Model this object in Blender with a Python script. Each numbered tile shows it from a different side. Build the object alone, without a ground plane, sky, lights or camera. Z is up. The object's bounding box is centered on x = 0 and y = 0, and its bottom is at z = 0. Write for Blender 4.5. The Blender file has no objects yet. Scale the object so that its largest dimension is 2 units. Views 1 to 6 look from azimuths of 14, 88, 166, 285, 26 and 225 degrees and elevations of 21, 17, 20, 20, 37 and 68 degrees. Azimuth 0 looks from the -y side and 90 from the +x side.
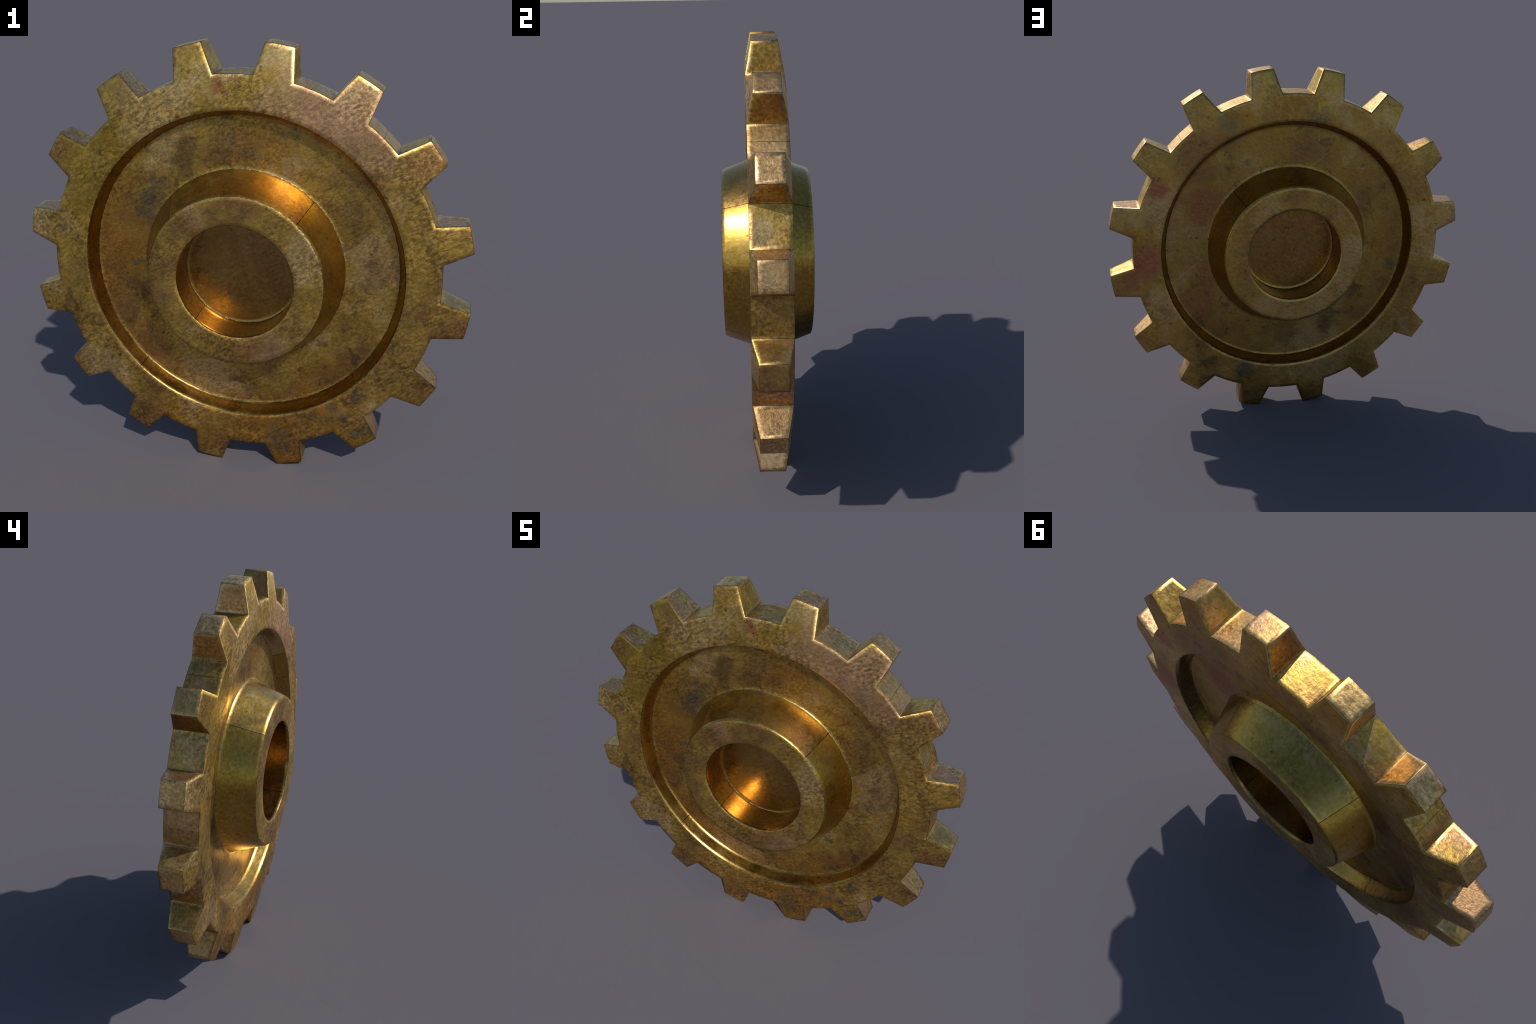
# Old cast-brass cog wheel: sixteen tapered teeth on a flat rim, a recessed web
# on both sides, and a conical hub with a blind bore in each end.
# Wheel axis = Y, centre at (0, 0, 1).
import bpy, bmesh, math
from mathutils import Vector, noise

# ------------------------------------------------------------------ sizes
TEETH = 16
PITCH = 2 * math.pi / TEETH
SUB = 4                                   # segments per half pitch
R_TIP = 1.0 / math.cos(math.radians(7.75))
R_ROOT = 0.877
HALF_ROOT = PITCH / 4                     # half width of a tooth at its root
HALF_TIP = math.radians(3.5)              # half width of a tooth at its tip
Y_TIP, Y_RIM = 0.0563, 0.0826
R_RIM_IN = 0.7255
R_WEB, Y_WEB = 0.696, 0.0138
R_HUB_BASE, R_HUB_TOP, Y_HUB = 0.458, 0.3905, 0.1965
R_BORE, R_FLOOR, Y_FLOOR = 0.262, 0.260, 0.040
FILLET = 0.017                            # width of the softly shaded edge band
ROUNDING = 0.60                           # how far the edge normals lean over
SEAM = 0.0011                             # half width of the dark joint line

# ------------------------------------------------------------------ body
def ring_angles():
    out = []
    for k in range(TEETH):
        c = PITCH * (k + 0.5)
        out += [c - HALF_ROOT + 2 * HALF_ROOT * i / SUB for i in range(SUB)]      # under tooth
        c += PITCH / 2
        out += [c - HALF_ROOT + 2 * HALF_ROOT * i / SUB for i in range(SUB)]      # gap
    return out

ANG = ring_angles()
N = len(ANG)
bm = bmesh.new()
part_layer = bm.faces.layers.int.new("part")
face_layer = bm.faces.layers.int.new("surface")

def pt(r, a, y):
    return bm.verts.new((r * math.cos(a), y, 1.0 + r * math.sin(a)))

PART = {"rim": 0, "web": 1, "hub": 2, "bore": 3, "tooth": 10}
# surface kind: 0 front / back flats, 1 turned walls, 2 tooth flanks, tips and gaps,
# 4 web flats, 5 bore, 6 inner wall of the rim
def face(vs, part, kind):
    f = bm.faces.new(vs)
    f[part_layer] = part
    f[face_layer] = kind
    f.smooth = True
    return f

root_ring = {}
for s in (-1, 1):
    prof = [(R_ROOT, Y_RIM), (R_RIM_IN, Y_RIM), (R_WEB, Y_WEB), (R_HUB_BASE, Y_WEB),
            (R_HUB_TOP, Y_HUB), (R_BORE, Y_HUB), (R_FLOOR, Y_FLOOR), (0.13, Y_FLOOR)]
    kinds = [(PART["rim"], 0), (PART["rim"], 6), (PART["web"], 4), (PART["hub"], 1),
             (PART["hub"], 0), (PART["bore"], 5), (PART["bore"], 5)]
    rings = [[pt(r, a, s * y) for a in ANG] for r, y in prof]
    for (A, B), (p, k) in zip(zip(rings, rings[1:]), kinds):
        for i in range(N):
            j = (i + 1) % N
            q = [A[i], A[j], B[j], B[i]]
            face(q if s < 0 else q[::-1], p, k)
    c = bm.verts.new((0, s * Y_FLOOR, 1))
    for i in range(N):
        j = (i + 1) % N
        q = [rings[-1][i], rings[-1][j], c]
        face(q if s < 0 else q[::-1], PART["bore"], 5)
    root_ring[s] = rings[0]

for k in range(TEETH):
    base = k * 2 * SUB
    c = PITCH * (k + 0.5)
    tip = {s: [pt(R_TIP, c - HALF_TIP + 2 * HALF_TIP * i / SUB, s * Y_TIP) for i in range(SUB + 1)]
           for s in (-1, 1)}
    root = {s: [root_ring[s][(base + i) % N] for i in range(SUB + 1)] for s in (-1, 1)}
    t = PART["tooth"] + k
    for i in range(SUB):
        face([root[-1][i + 1], root[-1][i], tip[-1][i], tip[-1][i + 1]], t, 0)
        face([root[1][i], root[1][i + 1], tip[1][i + 1], tip[1][i]], t, 0)
        face([tip[-1][i + 1], tip[-1][i], tip[1][i], tip[1][i + 1]], t, 2)
    face([root[-1][0], root[1][0], tip[1][0], tip[-1][0]], t, 2)
    face([root[1][SUB], root[-1][SUB], tip[-1][SUB], tip[1][SUB]], t, 2)
    for i in range(SUB, 2 * SUB):                                  # gap floor
        a, b = (base + i) % N, (base + i + 1) % N
        face([root_ring[-1][b], root_ring[-1][a], root_ring[1][a], root_ring[1][b]],
             PART["rim"], 2)
bm.normal_update()
bmesh.ops.recalc_face_normals(bm, faces=bm.faces[:])

# regions between sharp edges; each gets a hair-thin joint strip and a softly
# shaded band along its border, so that edges catch the light as if rounded
LIMIT = math.radians(30)
def sharp(e):
    return len(e.link_faces) == 2 and e.calc_face_angle(0) > LIMIT

def regions():
    seen, out = set(), []
    for f in bm.faces:
        if f in seen:
            continue
        grp, todo = [], [f]
        seen.add(f)
        while todo:
            g = todo.pop()
            grp.append(g)
            for e in g.edges:
                if not sharp(e):
                    for h in e.link_faces:
                        if h not in seen:
                            seen.add(h)
                            todo.append(h)
        out.append(grp)
    return out

region_layer = bm.faces.layers.int.new("region")
mat_layer = bm.faces.layers.int.new("joint")
REG = regions()
for n, grp in enumerate(REG):
    for f in grp:
        f[region_layer] = n
for grp in REG:
    faces = grp
    r1 = bmesh.ops.inset_region(bm, faces=faces, thickness=SEAM, depth=0,
                                use_boundary=True, use_even_offset=True, use_interpolate=True)
    for f in r1["faces"]:
        f[mat_layer] = 1
        f.smooth = True
    r2 = bmesh.ops.inset_region(bm, faces=faces, thickness=FILLET, depth=0,
                                use_boundary=True, use_even_offset=True, use_interpolate=True)
    for f in r2["faces"]:
        f[mat_layer] = 0
        f.smooth = True
bm.normal_update()

# vertex normals: inside a region its own smooth normal, on a border the mean of
# the regions that meet there (partly straightened, like a baked round edge)
bm.verts.index_update()
normal_of, own_of = {}, {}
for v in bm.verts:
    per = {}
    for f in v.link_faces:
        per.setdefault(f[region_layer], Vector())
        per[f[region_layer]] += f.normal * f.calc_area()
    n = Vector()
    for d in per.values():
        n += d.normalized()
    normal_of[v.index] = n.normalized()
    own_of[v.index] = per
for f in bm.faces:
    if f[mat_layer]:
        for e in f.edges:
            a, b = e.verts
            if len(own_of[a.index]) == len(own_of[b.index]) == 1:
                continue
            for v, w in ((a, b), (b, a)):
                if len(own_of[v.index]) == 1 and len(own_of[w.index]) > 1:
                    own = own_of[v.index][f[region_layer]].normalized()
                    normal_of[v.index] = own.lerp(normal_of[w.index], ROUNDING).normalized()

# ------------------------------------------------------------------ materials
class Nodes:
    def __init__(self, name):
        self.mat = bpy.data.materials.new(name)
        self.mat.use_nodes = True
        self.t = self.mat.node_tree
        self.t.nodes.clear()
        self.out = self.t.nodes.new("ShaderNodeOutputMaterial")
        self.bsdf = self.t.nodes.new("ShaderNodeBsdfPrincipled")
        self.t.links.new(self.bsdf.outputs[0], self.out.inputs[0])
        co = self.t.nodes.new("ShaderNodeTexCoord")
        shift = self.t.nodes.new("ShaderNodeVectorMath")
        shift.operation = "SUBTRACT"
        shift.inputs[1].default_value = (0, 0, 1)
        self.t.links.new(co.outputs["Object"], shift.inputs[0])
        self.co = shift.outputs[0]

    def put(self, sock, v):
        if isinstance(v, bpy.types.NodeSocket):
            self.t.links.new(v, sock)
        else:
            sock.default_value = v

    def math(self, op, a, b=0.0, c=0.0, clamp=False):
        n = self.t.nodes.new("ShaderNodeMath")
        n.operation = op
        n.use_clamp = clamp
        for s, v in zip(n.inputs, (a, b, c)):
            self.put(s, v)
        return n.outputs[0]

    def vec(self, op, a, b=(0, 0, 0), out=0):
        n = self.t.nodes.new("ShaderNodeVectorMath")
        n.operation = op
        self.put(n.inputs[0], a)
        self.put(n.inputs[1], b)
        return n.outputs[out]

    def mapping(self, v, loc=(0, 0, 0), rot=(0, 0, 0), scale=(1, 1, 1)):
        n = self.t.nodes.new("ShaderNodeMapping")
        self.put(n.inputs[0], v)
        n.inputs[1].default_value = loc
        n.inputs[2].default_value = rot
        n.inputs[3].default_value = scale
        return n.outputs[0]

    def noise(self, v, scale, detail=3, rough=0.5, dist=0.0, col=False):
        n = self.t.nodes.new("ShaderNodeTexNoise")
        self.put(n.inputs["Vector"], v)
        n.inputs["Scale"].default_value = scale
        n.inputs["Detail"].default_value = detail
        n.inputs["Roughness"].default_value = rough
        n.inputs["Distortion"].default_value = dist
        return n.outputs["Color" if col else 0]

    def step(self, v, lo, hi, a=0.0, b=1.0):
        n = self.t.nodes.new("ShaderNodeMapRange")
        n.interpolation_type = "SMOOTHSTEP"
        self.put(n.inputs[0], v)
        for i, x in enumerate((lo, hi, a, b)):
            n.inputs[i + 1].default_value = x
        return n.outputs[0]

    def mix(self, f, a, b, mode="MIX"):
        n = self.t.nodes.new("ShaderNodeMix")
        n.data_type = "RGBA"
        n.blend_type = mode
        self.put(n.inputs[0], f)
        for s, v in ((n.inputs[6], a), (n.inputs[7], b)):
            self.put(s, v if isinstance(v, bpy.types.NodeSocket) else (*v, 1.0))
        return n.outputs[2]

    def ramp(self, v, stops):
        n = self.t.nodes.new("ShaderNodeValToRGB")
        self.put(n.inputs[0], v)
        e = n.color_ramp.elements
        while len(e) < len(stops):
            e.new(0.5)
        for q, (p, c) in zip(e, stops):
            q.position = p
            q.color = (*c, 1)
        return n.outputs[0]

    def spot(self, centre, radius, warp, soft=0.5):
        """A blotch around a point, its border broken up by noise."""
        d = self.vec("DISTANCE", self.vec("ADD", self.flat, warp), centre, out=1)
        return self.step(d, radius * (1 + soft), radius * (1 - soft))

def polar(radius, degrees, rear=0):
    """A place on the front (0) or the rear (1) of the wheel."""
    a = math.radians(degrees)
    return (radius * math.cos(a), rear, radius * math.sin(a))

OLIVE = (0.48, 0.305, 0.080)
GOLD = (0.57, 0.36, 0.080)
SAND = (0.66, 0.45, 0.18)
BROWN = (0.38, 0.21, 0.075)
ORANGE = (0.51, 0.255, 0.05)
PINK = (0.71, 0.43, 0.235)
ROSE = (0.44, 0.15, 0.09)
BRONZE = (0.42, 0.255, 0.045)
OCHRE = (0.42, 0.27, 0.045)
SLATE = (0.19, 0.17, 0.11)
UMBER = (0.17, 0.105, 0.055)
BLACK = (0.02, 0.016, 0.01)

def brass(name, walls=False, flank=False, joint=False, tone=1.0, rough=(0.40, 0.52), brown=0.0, spots=(), grit=1.0, stains=0.35):
    m = Nodes(name)
    co = m.co
    sep = m.t.nodes.new("ShaderNodeSeparateXYZ")
    m.put(sep.inputs[0], co)
    X, Y, Z = sep.outputs
    back = m.math("GREATER_THAN", Y, 0.0)
    flat = m.t.nodes.new("ShaderNodeCombineXYZ")
    for sck, v in zip(flat.inputs, (X, back, Z)):
        m.put(sck, v)
    m.flat = flat.outputs[0]
    ang = m.math("ARCTAN2", Z, X)
    radius = m.math("SQRT", m.math("ADD", m.math("MULTIPLY", X, X), m.math("MULTIPLY", Z, Z)))

    tex = co
    facet = 0.5
    if walls or flank:
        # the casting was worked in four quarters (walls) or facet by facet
        # (teeth): the patina does not run on across those joints
        if walls:
            cell = m.math("FLOOR", m.math("DIVIDE", m.math("ADD", ang, math.pi / 4), math.pi / 2))
        else:
            # own cell for the gap floor, either flank and the tip of each tooth
            t = m.math("DIVIDE", ang, PITCH)
            turn = m.math("ABSOLUTE", m.math("SUBTRACT", m.math("FRACT", t), 0.5))
            tip = m.math("GREATER_THAN", radius, R_TIP - 0.004)
            gap = m.math("LESS_THAN", radius, R_ROOT + 0.002)
            side = m.math("GREATER_THAN", m.math("FRACT", t), 0.5)
            k = m.math("ADD", m.math("MULTIPLY", gap, 2.0), m.math("MULTIPLY", tip, 4.0))
            own = m.math("MULTIPLY", side, m.math("SUBTRACT", 1.0, m.math("MAXIMUM", gap, tip)))
            whole = m.math("ADD", m.math("FLOOR", m.math("ADD", t, m.math("MULTIPLY", gap, 0.5))), 0.0)
            cell = m.math("ADD", m.math("MULTIPLY", whole, 8.0), m.math("ADD", k, own))
        wn = m.t.nodes.new("ShaderNodeTexWhiteNoise")
        wn.noise_dimensions = "1D"
        m.put(wn.inputs["W"], cell)
        facet = wn.outputs["Value"]
        tex = m.vec("ADD", co, m.vec("MULTIPLY", wn.outputs["Color"], (9.0, 9.0, 9.0)))

    warp = m.vec("MULTIPLY", m.vec("SUBTRACT", m.noise(tex, 8.0, 5, 0.68, col=True), (0.5, 0.5, 0.5)),
                 (0.30, 0.0, 0.30))

    big = m.noise(tex, 2.6, 4, 0.6)
    mid = m.noise(m.mapping(tex, (3, 1, 7)), 8, 4, 0.62, 0.4)
    col = m.ramp(big, [(0.38, BROWN), (0.46, OLIVE), (0.53, GOLD), (0.60, SAND)])
    col = m.mix(m.step(mid, 0.52, 0.70, 0, 0.6), col, BROWN)
    rust = m.noise(m.mapping(tex, (9, 4, 2)), 3.4, 4, 0.6)
    col = m.mix(m.step(rust, 0.55, 0.68, 0, 0.22 if flank else 0.5), col, ORANGE)
    pinkn = m.noise(m.mapping(tex, (-5, 8, 1)), 3.2, 3, 0.6)
    col = m.mix(m.step(pinkn, 0.54 if flank else 0.58, 0.68, 0, 0.8 if flank else 0.35), col, PINK)
    if flank:
        col = m.mix(m.step(facet, 0.55, 1.0, 0.0, 0.5), col, BROWN)
        col = m.mix(m.step(facet, 0.45, 0.1, 0.0, 0.5), col, PINK)
    if not (walls or flank):
        col = m.mix(m.math("MULTIPLY", back, 0.3), col, BROWN)
    # darker stains, a few centimetres across
    stain = m.noise(m.mapping(tex, (7, 2, 11)), 13, 4, 0.62, 0.5)
    col = m.mix(m.step(stain, 0.54, 0.70, 0.0, stains), col, UMBER)
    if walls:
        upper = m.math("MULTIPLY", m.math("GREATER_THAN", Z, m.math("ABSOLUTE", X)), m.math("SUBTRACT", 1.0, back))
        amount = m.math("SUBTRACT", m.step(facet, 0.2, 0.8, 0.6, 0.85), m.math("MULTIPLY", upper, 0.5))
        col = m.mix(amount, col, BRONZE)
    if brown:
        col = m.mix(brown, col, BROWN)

    for c, rad, tint, amt in spots:
        f = m.math("MULTIPLY", m.spot(c, rad, warp), amt)
        col = m.mix(f, col, tint)

    # fine grain: soft pale and dark flecks, drawn out along the polishing direction
    lean = m.mapping(m.mapping(tex, rot=(0, math.radians(32), 0)), scale=(0.36, 0.8, 1))
    grain = m.noise(tex, 66, 3, 0.62)
    flecks = m.noise(lean, 88, 3, 0.6, 0.5)
    g = m.math("ADD", m.math("MULTIPLY", grain, 0.5), m.math("MULTIPLY", flecks, 0.5))
    rise = m.step(g, 0.36, 0.66, 0.0, 1.0)
    calm = 0.55 if walls else 0.8 if flank else m.math("SUBTRACT", 1.0, m.math("MULTIPLY", back, 0.55))
    # the grain is bold in some patches and nearly polished away in others
    coarse = m.step(m.noise(m.mapping(tex, (2, 9, 5)), 4.5, 3, 0.6), 0.36, 0.62, 0.40 * grit, 1.05 * grit)
    lift = m.math("ADD", m.math("MULTIPLY", m.math("SUBTRACT", rise, 0.5), m.math("MULTIPLY", calm, coarse)), 1.04)
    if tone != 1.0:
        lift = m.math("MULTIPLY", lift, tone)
    shade = m.t.nodes.new("ShaderNodeCombineColor")
    for s in shade.inputs:
        m.put(s, lift)
    col = m.mix(1.0, col, shade.outputs[0], "MULTIPLY")
    # small dark pits
    pits = m.noise(m.mapping(tex, (6, 6, 1)), 30, 2, 0.5)
    col = m.mix(m.step(pits, 0.66, 0.74, 0, 0.55), col, (0.11, 0.07, 0.03))

    # long hairline scratches on the rear face
    if not (walls or flank):
        for turn, off in ((-30, 1.3), (-24, 7.1), (-39, 3.9)):
            v = m.mapping(m.mapping(co, rot=(0, math.radians(turn), 0)), (off, 0, off), scale=(0.9, 1, 85))
            f = m.step(m.noise(v, 1.0, 1, 0.4), 0.725, 0.78, 0, 0.38)
            col = m.mix(m.math("MULTIPLY", f, back), col, (0.66, 0.52, 0.27))

    if joint:
        dash = m.noise(m.mapping(co, (1, 2, 3)), 60, 1, 0.5)
        col = m.mix(m.step(dash, 0.42, 0.5, 0.3, 0.95), col, BLACK)
    if walls:
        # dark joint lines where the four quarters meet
        q = m.math("PINGPONG", m.math("SUBTRACT", ang, math.pi / 4), math.pi / 4)
        near = m.math("MULTIPLY", q, radius)
        wob = m.math("MULTIPLY", m.math("SUBTRACT", m.noise(co, 70, 1), 0.5), 0.003)
        line = m.math("LESS_THAN", m.math("ABSOLUTE", m.math("ADD", near, wob)), 0.0016)
        line = m.math("MULTIPLY", line, m.math("GREATER_THAN", radius, R_FLOOR - 0.001))
        col = m.mix(m.math("MULTIPLY", line, 0.9), col, BLACK)
    if flank:
        q = m.math("PINGPONG", m.math("SUBTRACT", ang, math.pi / 4), math.pi / 4)
        line = m.math("LESS_THAN", m.math("MULTIPLY", q, radius), 0.0012)
        col = m.mix(m.math("MULTIPLY", line, 0.85), col, BLACK)

    b = m.bsdf
    m.put(b.inputs["Base Color"], col)
    b.inputs["Metallic"].default_value = 1.0
    m.put(b.inputs["Roughness"], m.step(m.noise(m.mapping(tex, (4, 4, 4)), 9, 4, 0.65), 0.3, 0.7, *rough))
    bump = m.t.nodes.new("ShaderNodeBump")
    bump.inputs["Strength"].default_value = 0.05 if walls else 0.10
    bump.inputs["Distance"].default_value = 0.008
    m.put(bump.inputs["Height"], m.math("MULTIPLY", rise, calm))
    m.put(b.inputs["Normal"], bump.outputs[0])
    return m.mat

# blotches of patina: (place, radius, tint, strength)
RIM_SPOTS = [
    (polar(0.80, 61), 0.14, PINK, 0.75), (polar(0.80, 45), 0.11, PINK, 0.5),
    (polar(0.93, 55), 0.10, PINK, 0.6), (polar(0.80, 74), 0.12, PINK, 0.5),
    (polar(0.79, 140), 0.16, OCHRE, 0.8), (polar(0.78, 154), 0.12, OCHRE, 0.75),
    (polar(0.78, 118), 0.14, SAND, 0.6), (polar(0.84, 93), 0.03, ROSE, 0.5),
    (polar(0.84, 167), 0.06, SAND, 0.6), (polar(0.85, 168), 0.03, UMBER, 0.5),
    (polar(0.86, 193), 0.035, UMBER, 0.55), (polar(0.86, 250), 0.14, ORANGE, 0.45),
    (polar(0.82, 275), 0.17, ORANGE, 0.7), (polar(0.93, 282), 0.12, ORANGE, 0.6),
    (polar(0.80, 300), 0.15, ORANGE, 0.55), (polar(0.76, 301), 0.035, SLATE, 0.7),
    (polar(0.78, 311), 0.04, SLATE, 0.7), (polar(0.85, 304), 0.035, SLATE, 0.7),
    (polar(0.95, 306), 0.05, SLATE, 0.7), (polar(0.88, 281), 0.06, SLATE, 0.6),
    (polar(0.78, 292), 0.03, SLATE, 0.6), (polar(0.82, 297), 0.025, SLATE, 0.6),
    (polar(0.37, 298), 0.09, PINK, 0.45), (polar(0.34, 20), 0.08, SAND, 0.6),
    (polar(0.84, 26, 1), 0.075, ROSE, 0.75), (polar(0.81, 357, 1), 0.095, ROSE, 0.75),
    (polar(0.90, 350, 1), 0.06, ROSE, 0.45), (polar(0.78, 290, 1), 0.062, SLATE, 0.9),
    (polar(0.83, 304, 1), 0.04, UMBER, 0.65), (polar(0.76, 311, 1), 0.045, UMBER, 0.55),
    (polar(0.95, 300, 1), 0.05, UMBER, 0.5), (polar(0.79, 64, 1), 0.05, SLATE, 0.5),
    (polar(0.76, 99, 1), 0.05, SLATE, 0.45), (polar(0.82, 88, 1), 0.11, ORANGE, 0.4),
    (polar(0.80, 70, 1), 0.09, ORANGE, 0.4), (polar(0.33, 88, 1), 0.06, UMBER, 0.3),
]
WEB_SPOTS = [
    (polar(0.60, 160), 0.20, ORANGE, 0.55), (polar(0.60, 183), 0.15, ORANGE, 0.5),
    (polar(0.60, 78), 0.13, ORANGE, 0.4),
    (polar(0.52, 140), 0.045, SLATE, 0.65), (polar(0.50, 151), 0.045, SLATE, 0.7),
    (polar(0.57, 117), 0.07, UMBER, 0.6), (polar(0.50, 179), 0.035, SLATE, 0.8),
    (polar(0.53, 196), 0.07, UMBER, 0.6), (polar(0.60, 149), 0.04, UMBER, 0.45),
    (polar(0.605, 272), 0.06, UMBER, 0.5), (polar(0.59, 3), 0.06, ROSE, 0.3),
    (polar(0.66, 69), 0.05, SLATE, 0.4), (polar(0.54, 26), 0.09, UMBER, 0.3),
    (polar(0.52, 85), 0.025, SLATE, 0.35), (polar(0.57, 92), 0.02, SLATE, 0.35),
    (polar(0.55, 25, 1), 0.11, ROSE, 0.5), (polar(0.61, 328, 1), 0.08, ROSE, 0.45),
    (polar(0.51, 340, 1), 0.06, ROSE, 0.4),
    (polar(0.50, 217, 1), 0.05, UMBER, 0.6), (polar(0.57, 242, 1), 0.07, UMBER, 0.6),
    (polar(0.66, 191, 1), 0.04, SLATE, 0.5), (polar(0.55, 268, 1), 0.08, UMBER, 0.4),
    (polar(0.56, 0, 1), 0.12, OLIVE, 0.7), (polar(0.60, 78, 1), 0.12, GOLD, 0.5),
]
MATS = [brass("brass_face", spots=RIM_SPOTS),
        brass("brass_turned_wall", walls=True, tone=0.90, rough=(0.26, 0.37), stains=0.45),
        brass("brass_tooth_flank", flank=True, tone=0.93),  # colour lowered a little after the shadowed undersides of the teeth
        brass("brass_joint", joint=True),
        brass("brass_web", grit=0.7, stains=0.65, tone=0.86, spots=WEB_SPOTS),  # tone below 1 keeps some recess shadow baked into the web colour
        brass("brass_bore_shade_tinted", walls=True, tone=0.90, rough=(0.24, 0.34), brown=0.6),  # tone paints part of the bore's inner shadow into its brass
        brass("brass_groove_shade_tinted", walls=True, tone=0.90, rough=(0.22, 0.34), brown=0.3)]  # groove shade partly tinted into this wall through tone

# ------------------------------------------------------------------ split into parts
root_obj = bpy.data.objects.new("cog_wheel", None)
bpy.context.scene.collection.objects.link(root_obj)
root_obj["label"] = "aged brass cog wheel with sixteen teeth and hub"
root_obj["category"] = "gear"

groups = {}
for f in bm.faces:
    groups.setdefault(f[part_layer], []).append(f)

NAMES = {v: k for k, v in PART.items()}
def build(name, faces):
    ids, verts, polys, mats = {}, [], [], []
    for f in faces:
        row = []
        for v in f.verts:
            if v.index not in ids:
                ids[v.index] = len(verts)
                verts.append(v.co.copy())
            row.append(ids[v.index])
        polys.append(row)
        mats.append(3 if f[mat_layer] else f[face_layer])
    me = bpy.data.meshes.new(name)
    me.from_pydata(verts, [], polys)
    for mt in MATS:
        me.materials.append(mt)
    me.polygons.foreach_set("material_index", mats)
    me.polygons.foreach_set("use_smooth", [True] * len(polys))
    me.update()
    order = sorted(ids, key=ids.get)
    me.normals_split_custom_set_from_vertices([normal_of[i] for i in order])
    ob = bpy.data.objects.new(name, me)
    bpy.context.scene.collection.objects.link(ob)
    ob.parent = root_obj
    return ob

made = {}
for p in sorted(groups):
    made[p] = build(NAMES.get(p, "tooth"), groups[p])
made[PART["bore"]].parent = made[PART["hub"]]
bm.free()
